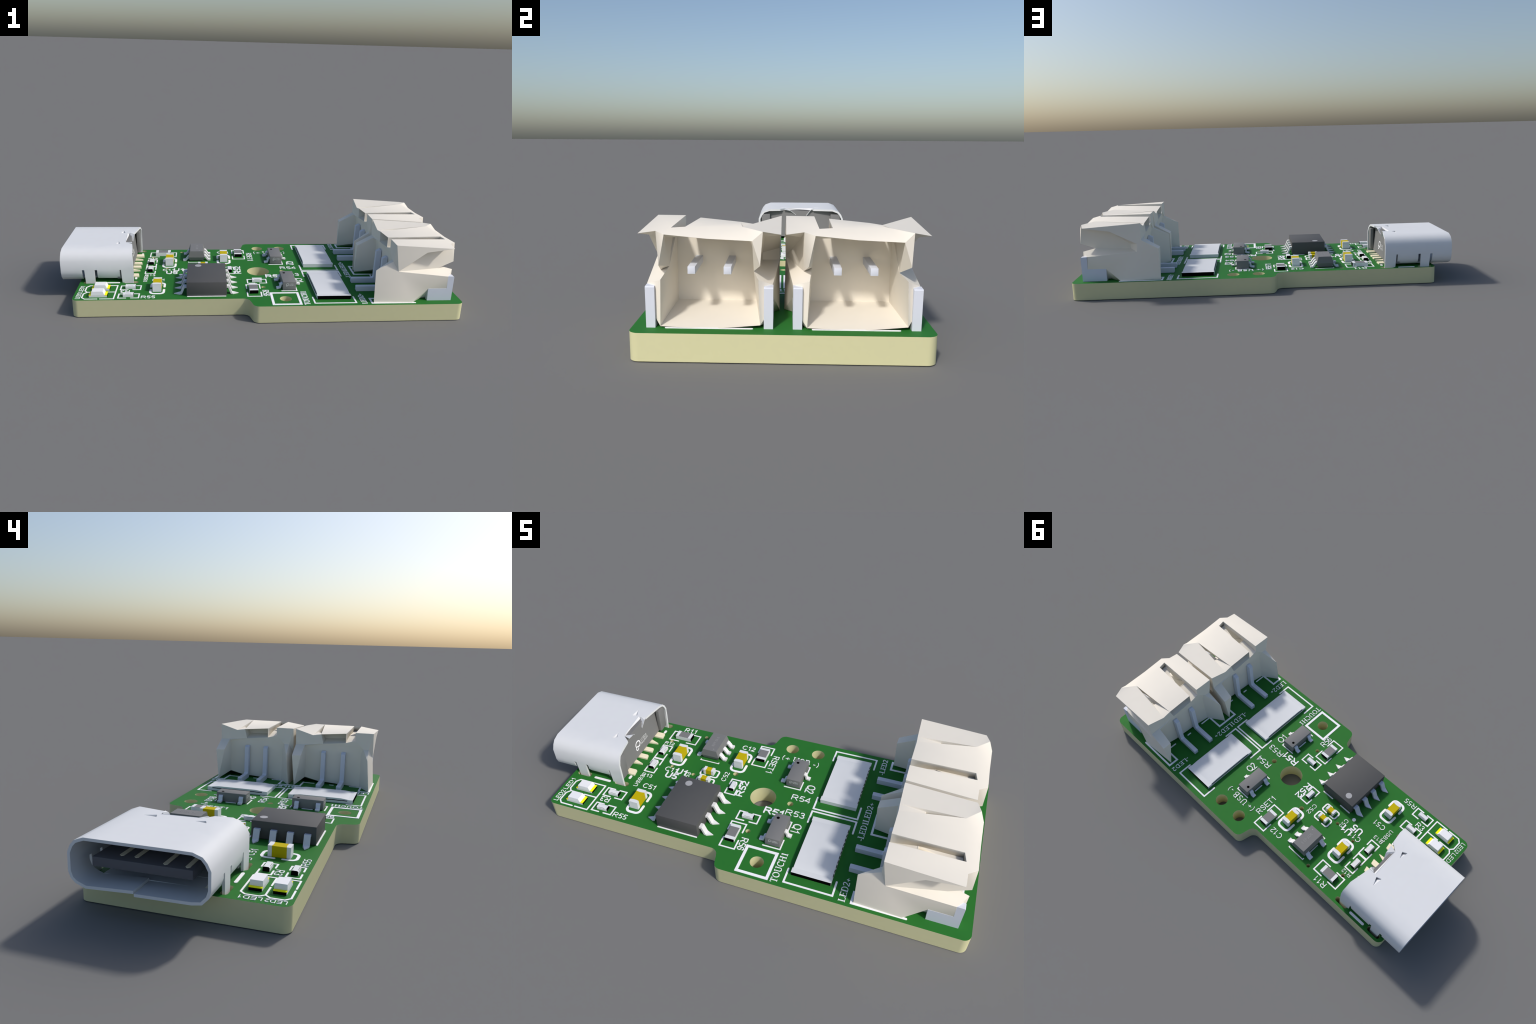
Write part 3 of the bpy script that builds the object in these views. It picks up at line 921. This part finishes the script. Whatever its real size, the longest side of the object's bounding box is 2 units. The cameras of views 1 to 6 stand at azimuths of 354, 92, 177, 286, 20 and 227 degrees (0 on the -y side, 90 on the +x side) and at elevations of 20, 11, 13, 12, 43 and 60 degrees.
BURRS = (((-.7270, .0225, .2550), (-.7367, -.0222, .2460), (-.7146, -.0119, .2390)),
         ((-.7255, .2132, .2550), (-.7324, .1621, .2500), (-.7091, .1705, .2390)))


def shell_mesh():
    v, f = [], []

    def sheet(profile, xs, rear=None):
        base = len(v)
        for q in profile:
            for x in xs:
                v.append((q[2] if (rear and x is None) else x, q[0], q[1]))
        m = len(xs)
        for i in range(len(profile) - 1):
            for j in range(m - 1):
                f.append((base + i * m + j, base + i * m + j + 1, base + (i + 1) * m + j + 1, base + (i + 1) * m + j))

    cuts = [-1.0, -.8955, -.8835, -.8320, -.8190, -.7070, -.6995]
    sheet(UP, cuts + [None], rear=True)
    # lower sides of the mouth and the belly between the legs
    low_neg = [(-.1412, LOWZ), (-.1415, .1430), (-.1340, .1190), (-.1130, .0970), (-.0800, .0915), (.1060, .0890)]
    low_pos = [(.3312, LOWZ), (.3308, .1410), (.3220, .1180), (.3060, .1040), (.2715, .0905), (.1080, .0980)]
    belly_neg = [(-.1412, LOWZ), (-.1390, .1300), (-.1230, .1060), (-.0900, .0925), (.0900, .0915)]
    belly_pos = [(.3312, LOWZ), (.3290, .1300), (.3130, .1060), (.2800, .0925), (.0900, .0915)]
    for pr in (low_neg, low_pos):
        sheet(list(reversed(pr)), [-1.0, -.8955])
    for pr in (belly_neg, belly_pos):
        sheet(list(reversed(pr)), [-.8190, -.7070])
    # floor behind the mouth
    sheet([(-.0800, .0915), (.2700, .0915)], [-.8955, -.8190])
    # legs
    for y in (-.1412, .3312):
        for xa, xb, xc, xd in ((-.8835, -.8320, -.8332, -.8750), (-.6995, -.638, -.6385, -.6900)):
            b = len(v)
            yy = y + (0.0015 if y < 0 else -0.0070)
            v.extend([(xa, y, LOWZ), (xb, y, LOWZ), (xc, yy, 0.0200), (xd, yy, 0.0200)])
            f.append((b, b + 1, b + 2, b + 3))
    me = mesh_from(v, f, fix=False)
    bm = bmesh.new()
    bm.from_mesh(me)
    bmesh.ops.remove_doubles(bm, verts=bm.verts, dist=1e-5)
    bmesh.ops.recalc_face_normals(bm, faces=bm.faces)
    centre = Vector((-.8, USB_Y, .172))
    for fc in bm.faces:            # make every sheet face outwards
        d = fc.calc_center_median() - centre
        if fc.normal.dot(Vector((0, d.y, d.z))) < 0:
            fc.normal_flip()
    for tri in BURRS:              # slits pressed through the roof
        roof = [fc for fc in bm.faces if fc.normal.z > 0.95 and fc.calc_center_median().z > 0.25]
        c = sum((Vector(q) for q in tri), Vector()) / 3
        cut_convex(bm, roof, (c.x, c.y), [(q[0], q[1]) for q in tri])
    bm.to_mesh(me)
    bm.free()
    return me


tmp = bpy.data.objects.new("tmp_shell", shell_mesh())
coll.objects.link(tmp)
so = tmp.modifiers.new("s", 'SOLIDIFY')
so.thickness = 0.0100
so.offset = -1.0
so.use_even_offset = False
dg = bpy.context.evaluated_depsgraph_get()
sm = bpy.data.meshes.new_from_object(tmp.evaluated_get(dg))
bpy.data.objects.remove(tmp)
sm.materials.clear()
new_obj("socket_shell", sm, [M_STEEL], usb, angle=40)


def flap(pts, thick=0.0022):
    """Small bent tag of sheet metal from a corner list."""
    P = [Vector(q) for q in pts]
    n = (P[1] - P[0]).cross(P[2] - P[0]).normalized() * thick
    k = len(P)
    v = P + [q - n for q in P]
    f = [tuple(range(k)), tuple(range(2 * k - 1, k - 1, -1))] + [(i, (i + 1) % k, k + (i + 1) % k, k + i) for i in range(k)]
    return mesh_from(v, f)


for pts in (
    [(-.6825, .1640, .2556), (-.6585, .1517, .2502), (-.6640, .1278, .2184), (-.6800, .1420, .2210)],
    [(-.6825, .1640, .2556), (-.6600, .1645, .2556), (-.6585, .1517, .2502)],
    [(-.6900, .0115, .2540), (-.6560, .0000, .2550), (-.6605, .0415, .2452)],
    [(-.6900, .0115, .2530), (-.6605, .0415, .2452), (-.6715, .0693, .2211)],
    [(-.6910, .0115, .2550), (-.6985, .1630, .2550), (-.6900, .1640, .2440)],
):
    new_obj("shell_tag", flap(pts), [M_STEEL], usb, angle=20)
for tri in BURRS:
    new_obj("shell_tag", flap(tri), [M_STEEL], usb, angle=20)
# plastic core that closes the rear, with side cheeks
core = [(-.1290, .1050), (-.0600, .1000), (.2500, .1000), (.3190, .1050), (.3190, .2000), (.3000, .2330), (.2600, .2440), (-.0700, .2440), (-.1100, .2330), (-.1290, .2000)]
n = len(core)
v = [(-.7200, y, z) for y, z in core] + [(-.6600 - .10 * (z - .1), y, z) for y, z in core]
f = [tuple(range(n)), tuple(range(2 * n - 1, n - 1, -1))] + [(i, (i + 1) % n, n + (i + 1) % n, n + i) for i in range(n)]
new_obj("socket_core", mesh_from(v, f), [M_GREY], usb, angle=25)
for y0, y1 in ((-.1250, -.0780), (.2620, .3150)):
    new_obj("socket_core", box_mesh(-.6620, -.6430, y0, y1, .1030, .2280, bevel=0.002), [M_GREY], usb)
new_obj("socket_tongue", box_mesh(-.9650, -.6850, -.0700, .2670, .1530, .1840, bevel=0.0015), [M_TONGUE], usb)
for y in (.1850, .1345, .0270, -.0460):
    new_obj("tongue_contact", prism_xy([(-.70, y - .0075), (-.925 if y > .1 else -.946, y - .0075), (-.932 if y > .1 else -.953, y), (-.925 if y > .1 else -.946, y + .0075), (-.70, y + .0075)], .1820, .1862),
            [M_GOLD], usb)
# row of soldered contacts behind the socket
for y, w, tip in ((.2380, .0360, 0), (.1800, .0260, 1), (.1180, .0270, 0), (.0640, .0280, 0), (.0170, .0260, 1), (-.0550, .0350, 0)):
    if tip:
        pts = [(-.668, y - w / 2), (-.6195, y - w * 0.28), (-.6195, y - w * 0.18), (-.668, y + w / 2)]
    else:
        pts = [(-.668, y - w / 2), (-.6165, y - w / 2), (-.6215, y + w * 0.42), (-.628, y + w / 2), (-.668, y + w / 2)]
    new_obj("solder_contact", prism_xy(pts, ZB + .0002, ZB + .0085), [M_GOLD], usb)
# printed mark on the rear of the core
facing = Matrix.Rotation(-math.atan(.10), 4, 'Y') @ Matrix.Rotation(math.pi / 2, 4, 'Z') @ Matrix.Rotation(math.pi / 2, 4, 'X')
cloud_mark(usb, Matrix.Translation((-.6594 - .10 * .056, .0690, .1560)) @ facing, M_INK, 0.048)
for k, t in enumerate(("LCEDA", "EasyEDA")):
    mark_text(t, 0.0185, M_INK_DIM, usb, Matrix.Translation((-.6596 - .10 * (.062 - .0165 * k), .1270, .1620 - .0165 * k)) @ facing)


# ------------------------------------------------------------------ tidy the tree: every part is a mesh that carries its pieces
for o in list(silk.children):
    o.parent = board
bpy.data.objects.remove(silk)
for grp in [o for o in list(root.children) if o.type == 'EMPTY']:
    pieces = list(grp.children)
    main = pieces[0]
    main.parent = root
    main.location = grp.location
    main.rotation_euler = grp.rotation_euler
    for o in pieces[1:]:
        o.parent = main
    name = grp.name
    bpy.data.objects.remove(grp)
    main.name = name
